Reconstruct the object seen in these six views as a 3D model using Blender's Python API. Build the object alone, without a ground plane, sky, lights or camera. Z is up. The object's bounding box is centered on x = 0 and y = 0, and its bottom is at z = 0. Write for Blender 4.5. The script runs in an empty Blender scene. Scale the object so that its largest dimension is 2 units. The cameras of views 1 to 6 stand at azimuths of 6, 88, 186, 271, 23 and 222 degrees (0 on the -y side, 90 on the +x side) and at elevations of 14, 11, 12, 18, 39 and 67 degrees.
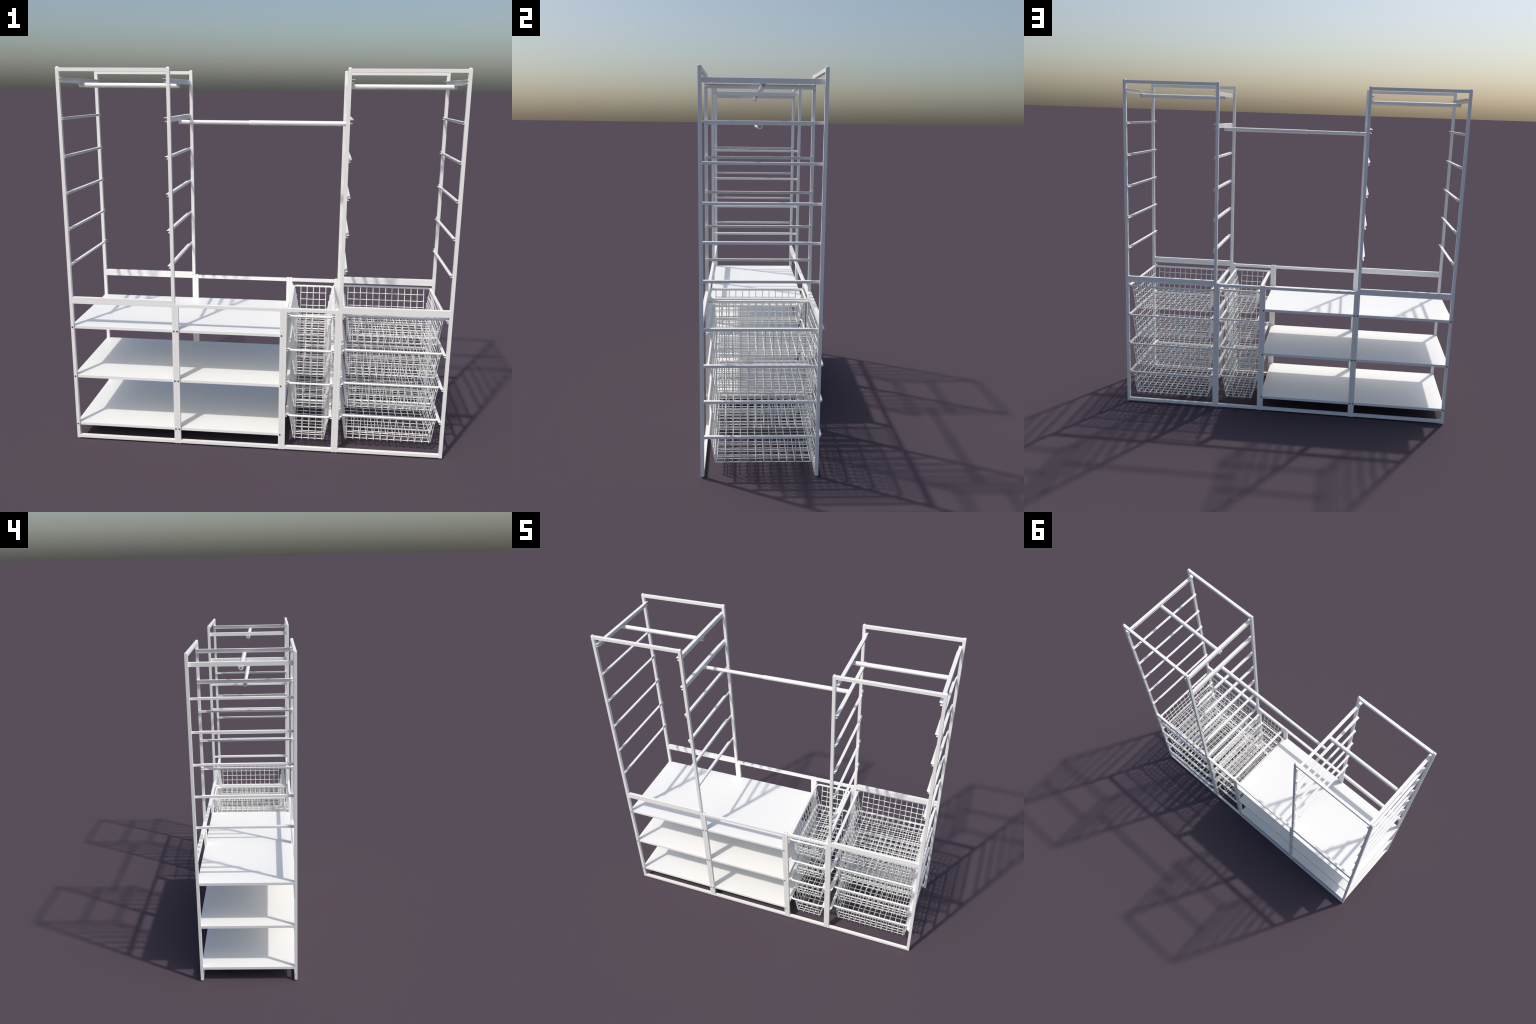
# Open white metal storage combination: four floor frames (two with shelves, one narrow and
# one wide with wire baskets), two tall add-on frames with suspension rails, three clothes rails.
import bpy, bmesh, math
from mathutils import Vector

# ------------------------------------------------------------------ dimensions (metres)
T = 0.0178                                   # square tube size
EDGES = (-0.9953, -0.4263, 0.1426, 0.4264, 0.9953)   # unit boundaries along x
Y_FRONT, Y_BACK = -0.3027, 0.2878            # outer faces of the posts
Z_TUBE = 0.0062                              # tubes start above the little feet
Z_LOW_TOP = 0.8058                           # top of the floor frames
Z_HIGH_TOP = 1.9945                          # top of the add-on frames
GAP = 0.0002
RUNG_PITCH = 0.1866
RUNG_LOW, RUNG_HIGH = 0.1970, 0.9953         # underside of the first suspension rail
RUNG_H, RUNG_TALL_H = 0.0178, 0.0240
RUNG_STD_H, RUNG_TOP_DROP = 0.0133, 0.0029   # plain rails are lower than the ones for clothes rails
SHELF_Z = (0.0890, 0.3718, 0.6545)
SHELF_T = 0.0163
Y_MID = 0.5 * (Y_FRONT + Y_BACK)


# ------------------------------------------------------------------ materials
def paint(name, colour, rough, grain, scale):
    m = bpy.data.materials.new(name)
    m.use_nodes = True
    nt = m.node_tree
    bsdf = nt.nodes["Principled BSDF"]
    tc = nt.nodes.new("ShaderNodeTexCoord")
    noise = nt.nodes.new("ShaderNodeTexNoise")
    noise.inputs["Scale"].default_value = scale
    noise.inputs["Detail"].default_value = 3.0
    ramp = nt.nodes.new("ShaderNodeValToRGB")
    lo = [c * (1.0 - grain) for c in colour]
    ramp.color_ramp.elements[0].position = 0.3
    ramp.color_ramp.elements[1].position = 0.7
    ramp.color_ramp.elements[0].color = (*lo, 1)
    ramp.color_ramp.elements[1].color = (*colour, 1)
    nt.links.new(tc.outputs["Object"], noise.inputs["Vector"])
    nt.links.new(noise.outputs["Fac"], ramp.inputs["Fac"])
    nt.links.new(ramp.outputs["Color"], bsdf.inputs["Base Color"])
    bsdf.inputs["Roughness"].default_value = rough
    return m


MAT_FRAME = paint("white_powder_coat", (0.98, 0.97, 0.925), 0.45, 0.02, 18.0)
MAT_WIRE = paint("white_coated_wire", (0.98, 0.97, 0.925), 0.4, 0.02, 30.0)
MAT_SHELF = paint("white_shelf_lacquer", (0.98, 0.975, 0.935), 0.4, 0.01, 6.0)
MAT_PLASTIC = paint("white_plastic", (0.96, 0.95, 0.915), 0.4, 0.02, 40.0)
MAT_SCREW = paint("dark_screw_steel", (0.09, 0.085, 0.085), 0.5, 0.2, 200.0)

MAT_STEEL = paint("grey_screw_head", (0.34, 0.34, 0.34), 0.4, 0.1, 200.0)


# ------------------------------------------------------------------ mesh helpers
def finish(bm, name, mats, smooth_angle=35.0):
    bmesh.ops.recalc_face_normals(bm, faces=bm.faces)
    lim = math.radians(smooth_angle)
    for f in bm.faces:
        f.smooth = True
    for e in bm.edges:
        e.smooth = len(e.link_faces) == 2 and e.calc_face_angle(0.0) < lim
    me = bpy.data.meshes.new(name)
    bm.to_mesh(me)
    bm.free()
    for m in (mats if isinstance(mats, (list, tuple)) else [mats]):
        me.materials.append(m)
    return me


def box_mesh(name, sx, sy, sz, mat, bevel=0.0006, segs=1):
    """Rounded bar centred on the origin."""
    bm = bmesh.new()
    bmesh.ops.create_cube(bm, size=1.0)
    bmesh.ops.scale(bm, vec=(sx, sy, sz), verts=bm.verts)
    bmesh.ops.bevel(bm, geom=list(bm.edges), offset=bevel, segments=segs, profile=0.5, affect='EDGES')
    return finish(bm, name, mat, 10.0)


def fillet(points, radius, steps=4, closed=False):
    """Round the corners of a polyline."""
    pts = [Vector(p) for p in points]
    out, n = [], len(pts)
    for i, p in enumerate(pts):
        if not closed and i in (0, n - 1):
            out.append(p)
            continue
        a = (pts[i - 1] - p)
        b = (pts[(i + 1) % n] - p)
        ang = a.angle(b)
        d = min(radius / math.tan(ang / 2), a.length * 0.49, b.length * 0.49)
        pa, pb = p + a.normalized() * d, p + b.normalized() * d
        for k in range(steps + 1):
            t = k / steps
            out.append(pa * (1 - t) ** 2 + p * 2 * t * (1 - t) + pb * t * t)
    return out


def sweep(bm, pts, r, sides=8, closed=False, side_axis=(0, 0, 1)):
    """Round rod along a planar polyline whose plane normal is side_axis."""
    n = len(pts)
    nor = Vector(side_axis).normalized()
    rings = []
    for i, p in enumerate(pts):
        if closed:
            tan = (pts[(i + 1) % n] - pts[i - 1]).normalized()
        else:
            tan = (pts[min(i + 1, n - 1)] - pts[max(i - 1, 0)]).normalized()
        u = tan.cross(nor).normalized()
        rings.append([bm.verts.new(p + r * (math.cos(2 * math.pi * k / sides) * u
                                            + math.sin(2 * math.pi * k / sides) * nor))
                      for k in range(sides)])
    for i in range(n if closed else n - 1):
        A, B = rings[i], rings[(i + 1) % n]
        for k in range(sides):
            bm.faces.new((A[k], A[(k + 1) % sides], B[(k + 1) % sides], B[k]))
    if not closed:
        bm.faces.new(rings[0][::-1])
        bm.faces.new(rings[-1])


def lathe_x(bm, profile, sides=24, centre=(0, 0), mat=0):
    """Closed body of revolution around an axis parallel to x; profile = (x, radius)."""
    rings = []
    for x, r in profile:
        rings.append([bm.verts.new((x, centre[0] + r * math.cos(2 * math.pi * k / sides),
                                    centre[1] + r * math.sin(2 * math.pi * k / sides)))
                      for k in range(sides)])
    faces = []
    for A, B in zip(rings[:-1], rings[1:]):
        for k in range(sides):
            faces.append(bm.faces.new((A[k], A[(k + 1) % sides], B[(k + 1) % sides], B[k])))
    faces.append(bm.faces.new(rings[0][::-1]))
    faces.append(bm.faces.new(rings[-1]))
    for f in faces:
        f.material_index = mat


COLL = bpy.context.scene.collection


def place(mesh, name, loc=(0, 0, 0), parent=None):
    ob = bpy.data.objects.new(name, mesh)
    ob.location = loc
    COLL.objects.link(ob)
    if parent is not None:
        ob.parent = parent
    return ob


unit = bpy.data.objects.new("wardrobe_storage_unit", None)
unit["label"] = "white metal open wardrobe frame with shelves, wire baskets, clothes rails"
unit["category"] = "storage unit"
COLL.objects.link(unit)


# ------------------------------------------------------------------ frames: posts and crossbars
def cap_mesh(name, up):
    """Low plastic plug on a tube end, slightly narrower than the tube, domed."""
    bm = bmesh.new()
    h = 0.0056 if up else Z_TUBE + 0.0002
    levels = ((-0.001, 0.0083), (0.0012, 0.0083), (0.0030, 0.0076), (0.0044, 0.0060), (h, 0.0034))
    rings = []
    for z, r in levels:
        ring = []
        for k in range(16):
            a = 2 * math.pi * k / 16
            c, s = math.cos(a), math.sin(a)
            q = 0.6                                     # squarish outline
            ring.append(bm.verts.new((r * math.copysign(abs(c) ** q, c),
                                      r * math.copysign(abs(s) ** q, s), z if up else -z)))
        rings.append(ring)
    for A, B in zip(rings[:-1], rings[1:]):
        for k in range(16):
            bm.faces.new((A[k], A[(k + 1) % 16], B[(k + 1) % 16], B[k]))
    bm.faces.new(rings[0][::-1])
    bm.faces.new(rings[-1])
    return finish(bm, name, MAT_PLASTIC, 40.0)


foot_me = cap_mesh("foot", False)
cap_me = cap_mesh("end_cap", True)
low_h = Z_LOW_TOP - Z_TUBE
high_h = Z_HIGH_TOP - Z_LOW_TOP - GAP
post_low = box_mesh("post_low", T - GAP, T, low_h, MAT_FRAME)
post_high = box_mesh("post_high", T - GAP, T, high_h, MAT_FRAME)
bar_cache = {}


def bar_mesh(width):
    key = round(width, 4)
    if key not in bar_cache:
        # ends run a hair into the posts, faces a hair behind the post faces
        bar_cache[key] = box_mesh("crossbar_%d" % int(key * 1000), width + 0.003, T - 0.0002,
                                  T - GAP, MAT_FRAME)
    return bar_cache[key]


Y_POSTS = (Y_FRONT + T / 2, Y_BACK - T / 2)
TOWERS = (0, 3)
for i in range(4):
    x0, x1 = EDGES[i], EDGES[i + 1]
    xc, inner = 0.5 * (x0 + x1), (x1 - x0) - 2 * T
    tower = i in TOWERS
    for y in Y_POSTS:
        for x in (x0 + T / 2, x1 - T / 2):
            p = place(post_low, "post", (x, y, Z_TUBE + low_h / 2), unit)
            place(foot_me, "foot", (0, 0, -low_h / 2), p)
            if tower:
                q = place(post_high, "post", (x, y, Z_LOW_TOP + GAP + high_h / 2), unit)
                place(cap_me, "end_cap", (0, 0, high_h / 2), q)
            else:
                place(cap_me, "end_cap", (0, 0, low_h / 2), p)
        levels = [Z_TUBE + 0.0003 + T / 2, Z_LOW_TOP - T / 2]
        if tower:
            levels += [Z_LOW_TOP + GAP + T / 2, Z_HIGH_TOP - T / 2]
        for z in levels:
            place(bar_mesh(inner), "crossbar", (xc, y, z), unit)


# ------------------------------------------------------------------ suspension rails (C channels)
def channel_mesh(name, side, tall):
    """C channel along y, web on the post side, flanges pointing into the bay (side = +1 or -1).
    z = 0 is the top face."""
    t = 0.0020
    ya, yb = Y_FRONT + 0.0022, Y_BACK - 0.0015
    if tall:                     # deeper and wider profile that carries a clothes rail
        wt, wb, wn, z0, h0, h1 = 0.0203, 0.0150, 0.0175, 0.0, 0.0178, RUNG_TALL_H
    else:
        wt, wb, wn, z0, h0, h1 = 0.0162, 0.0098, 0.0058, RUNG_TOP_DROP, RUNG_STD_H, RUNG_STD_H
    # stations: y, top flange width, bottom flange width, height of the web
    st = [(ya, wt - 0.003, wb - 0.001, h0), (ya + 0.004, wt, wb, h0),
          (ya + 0.013, wt, wb, h0), (ya + 0.018, wt, wb, h1),
          (0.218, wt, wb, h1), (0.236, wn, wb, h1), (yb - 0.002, wn, wb, h1),
          (yb, wn - 0.001, wb - 0.001, h1)]
    bm = bmesh.new()
    rings = []
    for y, w_top, w_bot, h in st:
        prof = [(0, -h), (0, -0.0013), (0.0013, 0), (w_top, 0), (w_top, -t), (t, -t),
                (t, -h + t), (w_bot, -h + t), (w_bot, -h)]
        rings.append([bm.verts.new((side * x, y, z - z0)) for x, z in prof])
    n = len(rings[0])
    for A, B in zip(rings[:-1], rings[1:]):
        for k in range(n):
            bm.faces.new((A[k], A[(k + 1) % n], B[(k + 1) % n], B[k]))
    for ring in (rings[0], rings[-1]):
        web = bm.faces.new((ring[0], ring[1], ring[2], ring[5], ring[6]))
        bm.faces.new((ring[2], ring[3], ring[4], ring[5]))
        bm.faces.new((ring[0], ring[6], ring[7], ring[8]))
    for f in list(bm.faces):
        f.material_index = 0
    # two tiny fixing holes seen on the web from outside
    for y in (() if tall else (ya + 0.024,)):
        base = [bm.verts.new((-side * 0.0003, y + 0.0017 * math.cos(a), -0.0100 + 0.0017 * math.sin(a)))
                for a in [2 * math.pi * k / 10 for k in range(10)]]
        top = [bm.verts.new((side * 0.0006, v.co.y, v.co.z)) for v in base]
        f = bm.faces.new(base)
        f.material_index = 1
        bm.faces.new(top[::-1])
        for k in range(10):
            bm.faces.new((base[k], base[(k + 1) % 10], top[(k + 1) % 10], top[k]))
    return finish(bm, name, [MAT_FRAME, MAT_STEEL], 20.0)


channels = {(s, tall): channel_mesh("suspension_rail", s, tall) for s in (1, -1) for tall in (False, True)}


def add_channel(unit_index, side, z_bottom, tall=False):
    x = (EDGES[unit_index] + T + 0.0003) if side > 0 else (EDGES[unit_index + 1] - T - 0.0003)
    if tall:                     # its web sits a little further out, in the post's slots
        x -= side * 0.0030
    place(channels[(side, tall)], "suspension_rail", (x, 0, z_bottom + RUNG_H), unit)


for i in TOWERS:
    inner_side = -1 if i == 0 else 1
    for k in range(6):
        for side in (1, -1):
            tall = k == 5 or (k == 4 and side == inner_side)
            add_channel(i, side, RUNG_HIGH + k * RUNG_PITCH, tall)
for i in (2, 3):
    for k in range(4):
        for side in (1, -1):
            add_channel(i, side, RUNG_LOW + k * RUNG_PITCH)


# ------------------------------------------------------------------ shelves
def shelf_mesh(width):
    """Flat board with its four corners cut out around the posts."""
    hx, ya, yb = width / 2 - 0.00012, Y_FRONT + 0.0072, Y_BACK - 0.0072
    cx, cy0, cy1 = width / 2 - T - 0.0004, Y_FRONT + T + 0.0004, Y_BACK - T - 0.0004
    outline = [(-cx, ya), (cx, ya), (cx, cy0), (hx, cy0), (hx, cy1), (cx, cy1),
               (cx, yb), (-cx, yb), (-cx, cy1), (-hx, cy1), (-hx, cy0), (-cx, cy0)]
    bm = bmesh.new()
    vs = [bm.verts.new((x, y, -SHELF_T / 2)) for x, y in outline]
    f = bm.faces.new(vs)
    ext = bmesh.ops.extrude_face_region(bm, geom=[f])
    bmesh.ops.translate(bm, vec=(0, 0, SHELF_T),
                        verts=[g for g in ext["geom"] if isinstance(g, bmesh.types.BMVert)])
    bmesh.ops.recalc_face_normals(bm, faces=bm.faces)
    rim = [e for e in bm.edges if abs(e.verts[0].co.z - e.verts[1].co.z) < 1e-6
           and min(abs(abs(v.co.x) - hx) for v in e.verts) > 1e-4]
    bmesh.ops.bevel(bm, geom=rim, offset=0.0005, segments=1, profile=0.5, affect='EDGES')
    return finish(bm, "shelf", MAT_SHELF, 10.0)


def screw_mesh(direction):
    """Round sunk screw head facing -y (direction -1) or +y."""
    bm = bmesh.new()
    rings = []
    for d, r in ((-0.002, 0.0047), (0.0012, 0.0047), (0.0021, 0.0040), (0.0012, 0.0024)):
        rings.append([bm.verts.new((r * math.cos(2 * math.pi * k / 14), direction * d,
                                    r * math.sin(2 * math.pi * k / 14))) for k in range(14)])
    for A, B in zip(rings[:-1], rings[1:]):
        for k in range(14):
            bm.faces.new((A[k], A[(k + 1) % 14], B[(k + 1) % 14], B[k]))
    bm.faces.new(rings[0][::-1])
    bm.faces.new(rings[-1])
    return finish(bm, "screw", MAT_SCREW, 40.0)


screw_front, screw_back = screw_mesh(-1), screw_mesh(1)
for i in (0, 1):
    w = EDGES[i + 1] - EDGES[i]
    me = shelf_mesh(w)
    for z in SHELF_Z:
        s = place(me, "shelf", (0.5 * (EDGES[i] + EDGES[i + 1]), 0, z), unit)
        for x in (-w / 2 + T / 2, w / 2 - T / 2):
            place(screw_front, "screw", (x, Y_FRONT, 0.0012), s)
            place(screw_back, "screw", (x, Y_BACK, 0.0012), s)


# ------------------------------------------------------------------ wire baskets
WIRE_R, RIM_R = 0.0023, 0.0061
PITCH_X, PITCH_Y = 0.0369, 0.0397
BASKET_HALF_Y = 0.2810
DEPTH = 0.1540


def basket_parts(unit_width, n_long, body_dy):
    """Meshes for one basket size: rim (part) and the list of its wires as (mesh, offset)."""
    ax, ay = unit_width / 2 - T - 0.0098, BASKET_HALF_Y
    n_tran = 13
    hx, hy = (n_long - 1) / 2 * PITCH_X, (n_tran - 1) / 2 * PITCH_Y
    bm = bmesh.new()
    sweep(bm, fillet([(-ax, -ay, 0), (ax, -ay, 0), (ax, ay, 0), (-ax, ay, 0)], 0.024, 6, True),
          RIM_R, 12, True)
    rim = finish(bm, "basket_rim", MAT_WIRE, 60.0)
    # walls lean inwards: top at the rim, bottom just outside the outermost cross wire
    top_x, top_y0, top_y1 = ax - 0.0055, -ay + 0.0050, ay - 0.0050
    bot_x, bot_y0, bot_y1 = hx + 0.0080, body_dy - hy - 0.0075, body_dy + hy + 0.0075
    z_low, z_high = -DEPTH, -DEPTH + 2 * WIRE_R
    wires = []
    bm = bmesh.new()
    sweep(bm, fillet([(0, top_y0, 0.001), (0, bot_y0, z_low), (0, bot_y1, z_low), (0, top_y1, 0.001)], 0.005, 4),
          WIRE_R, 8, False, (1, 0, 0))
    me_long = finish(bm, "basket_wire_lengthwise", MAT_WIRE, 60.0)
    for k in range(n_long):
        wires.append((me_long, (-hx + k * PITCH_X, 0, 0)))
    bm = bmesh.new()
    sweep(bm, fillet([(-top_x, 0, 0.001), (-bot_x, 0, z_high), (bot_x, 0, z_high), (top_x, 0, 0.001)], 0.005, 4),
          WIRE_R, 8, False, (0, 1, 0))
    me_tran = finish(bm, "basket_wire_crosswise", MAT_WIRE, 60.0)
    for k in range(n_tran):
        wires.append((me_tran, (0, body_dy - hy + k * PITCH_Y, 0)))
    # level wires, all on the inner side of the walls
    bm = bmesh.new()
    sweep(bm, [Vector((-hx - 0.003, 0, 0)), Vector((hx + 0.003, 0, 0))], WIRE_R, 8, False, (0, 1, 0))
    me_fx = finish(bm, "basket_wire_front", MAT_WIRE, 60.0)
    bm = bmesh.new()
    sweep(bm, [Vector((0, -hy - 0.003, 0)), Vector((0, hy + 0.003, 0))], WIRE_R, 8, False, (1, 0, 0))
    me_fy = finish(bm, "basket_wire_side", MAT_WIRE, 60.0)
    for z_end, z_side in ((-0.0358, -0.0414), (-0.0738, -0.0795), (-0.1098, -0.1180)):
        f = -z_end / DEPTH
        y0 = top_y0 + (bot_y0 - top_y0) * f + 2 * WIRE_R
        y1 = top_y1 + (bot_y1 - top_y1) * f - 2 * WIRE_R
        x = top_x + (bot_x - top_x) * (-z_side / DEPTH) - 2 * WIRE_R
        wires += [(me_fx, (0, y0, z_end)), (me_fx, (0, y1, z_end)),
                  (me_fy, (-x, body_dy, z_side)), (me_fy, (x, body_dy, z_side))]
    return rim, wires


# the narrow baskets are pulled a little forward, the wide ones pushed to the back
for i, n_long, y_c, z_c, body_dy in ((2, 5, -0.0155, 0.0075, 0.0), (3, 13, 0.0175, 0.0082, -0.0032)):
    rim, wires = basket_parts(EDGES[i + 1] - EDGES[i], n_long, body_dy)
    for k in range(4):
        b = place(rim, "basket", (0.5 * (EDGES[i] + EDGES[i + 1]) + 0.0022, y_c,
                                  RUNG_LOW + k * RUNG_PITCH + z_c), unit)
        for me, off in wires:
            place(me, "basket_wire", off, b)


# ------------------------------------------------------------------ clothes rails
def rail_mesh(profile):
    bm = bmesh.new()
    lathe_x(bm, profile, 28)
    return finish(bm, "clothes_rail", MAT_FRAME, 30.0)


def bracket_mesh(side, drop):
    """Shield shaped holder hanging from the channel; its collar grips the tube end (towards side).
    Origin on the tube axis at the plate's outer face."""
    bm = bmesh.new()
    th, top = 0.0030, drop
    out = [(-0.0165, top), (-0.0158, top - 0.006)]
    for k in range(13):
        a = math.pi + math.pi * k / 12
        out.append((0.0128 * math.cos(a), 0.0128 * math.sin(a)))
    out += [(0.0158, top - 0.006), (0.0165, top)]
    front = [bm.verts.new((0, y, z)) for y, z in out]
    back = [bm.verts.new((side * th, y, z)) for y, z in out]
    bm.faces.new(front)
    bm.faces.new(back[::-1])
    n = len(out)
    for k in range(n):
        bm.faces.new((front[k], front[(k + 1) % n], back[(k + 1) % n], back[k]))
    lathe_x(bm, [(side * 0.0025, 0.0108), (side * 0.0120, 0.0108)], 20)                 # collar
    lathe_x(bm, [(side * 0.0004, 0.0060), (-side * 0.0012, 0.0058), (-side * 0.0018, 0.0040)], 16, mat=1)
    return finish(bm, "rail_bracket", [MAT_PLASTIC, MAT_STEEL], 35.0)


R_THIN, R_THICK = 0.0109, 0.0127


def add_rail(x0, x1, z, step, thin_first):
    c = 0.0006
    if thin_first:
        prof = [(x0, R_THIN - c), (x0 + c, R_THIN), (step - c, R_THIN), (step, R_THICK - c),
                (step + c, R_THICK), (x1 - c, R_THICK), (x1, R_THICK - c)]
    else:
        prof = [(x0, R_THICK - c), (x0 + c, R_THICK), (step - c, R_THICK), (step, R_THICK - c), (step + c, R_THIN),
                (x1 - c, R_THIN), (x1, R_THIN - c)]
    r = place(rail_mesh(prof), "clothes_rail", (0, Y_MID, z), unit)
    return r


def add_bracket(rail, x, side, drop=0.0115):
    place(bracket_mesh(side, drop), "rail_bracket", (x, 0, 0), rail)


z_top_rail = 1.9135
z_mid_rail = z_top_rail - RUNG_PITCH
for i in TOWERS:
    xa, xb = EDGES[i] + T, EDGES[i + 1] - T
    r = add_rail(xa + 0.002, xb - 0.006, z_top_rail, xa + 0.0225, True)
    add_bracket(r, xa - 0.0045, 1)
    add_bracket(r, xb + 0.0035, -1)
xa, xb = EDGES[1] - T, EDGES[3] + T
r = add_rail(xa + 0.007, xb - 0.007, z_mid_rail, -0.0715, True)
add_bracket(r, xa - 0.0035, 1)
add_bracket(r, xb + 0.0035, -1)
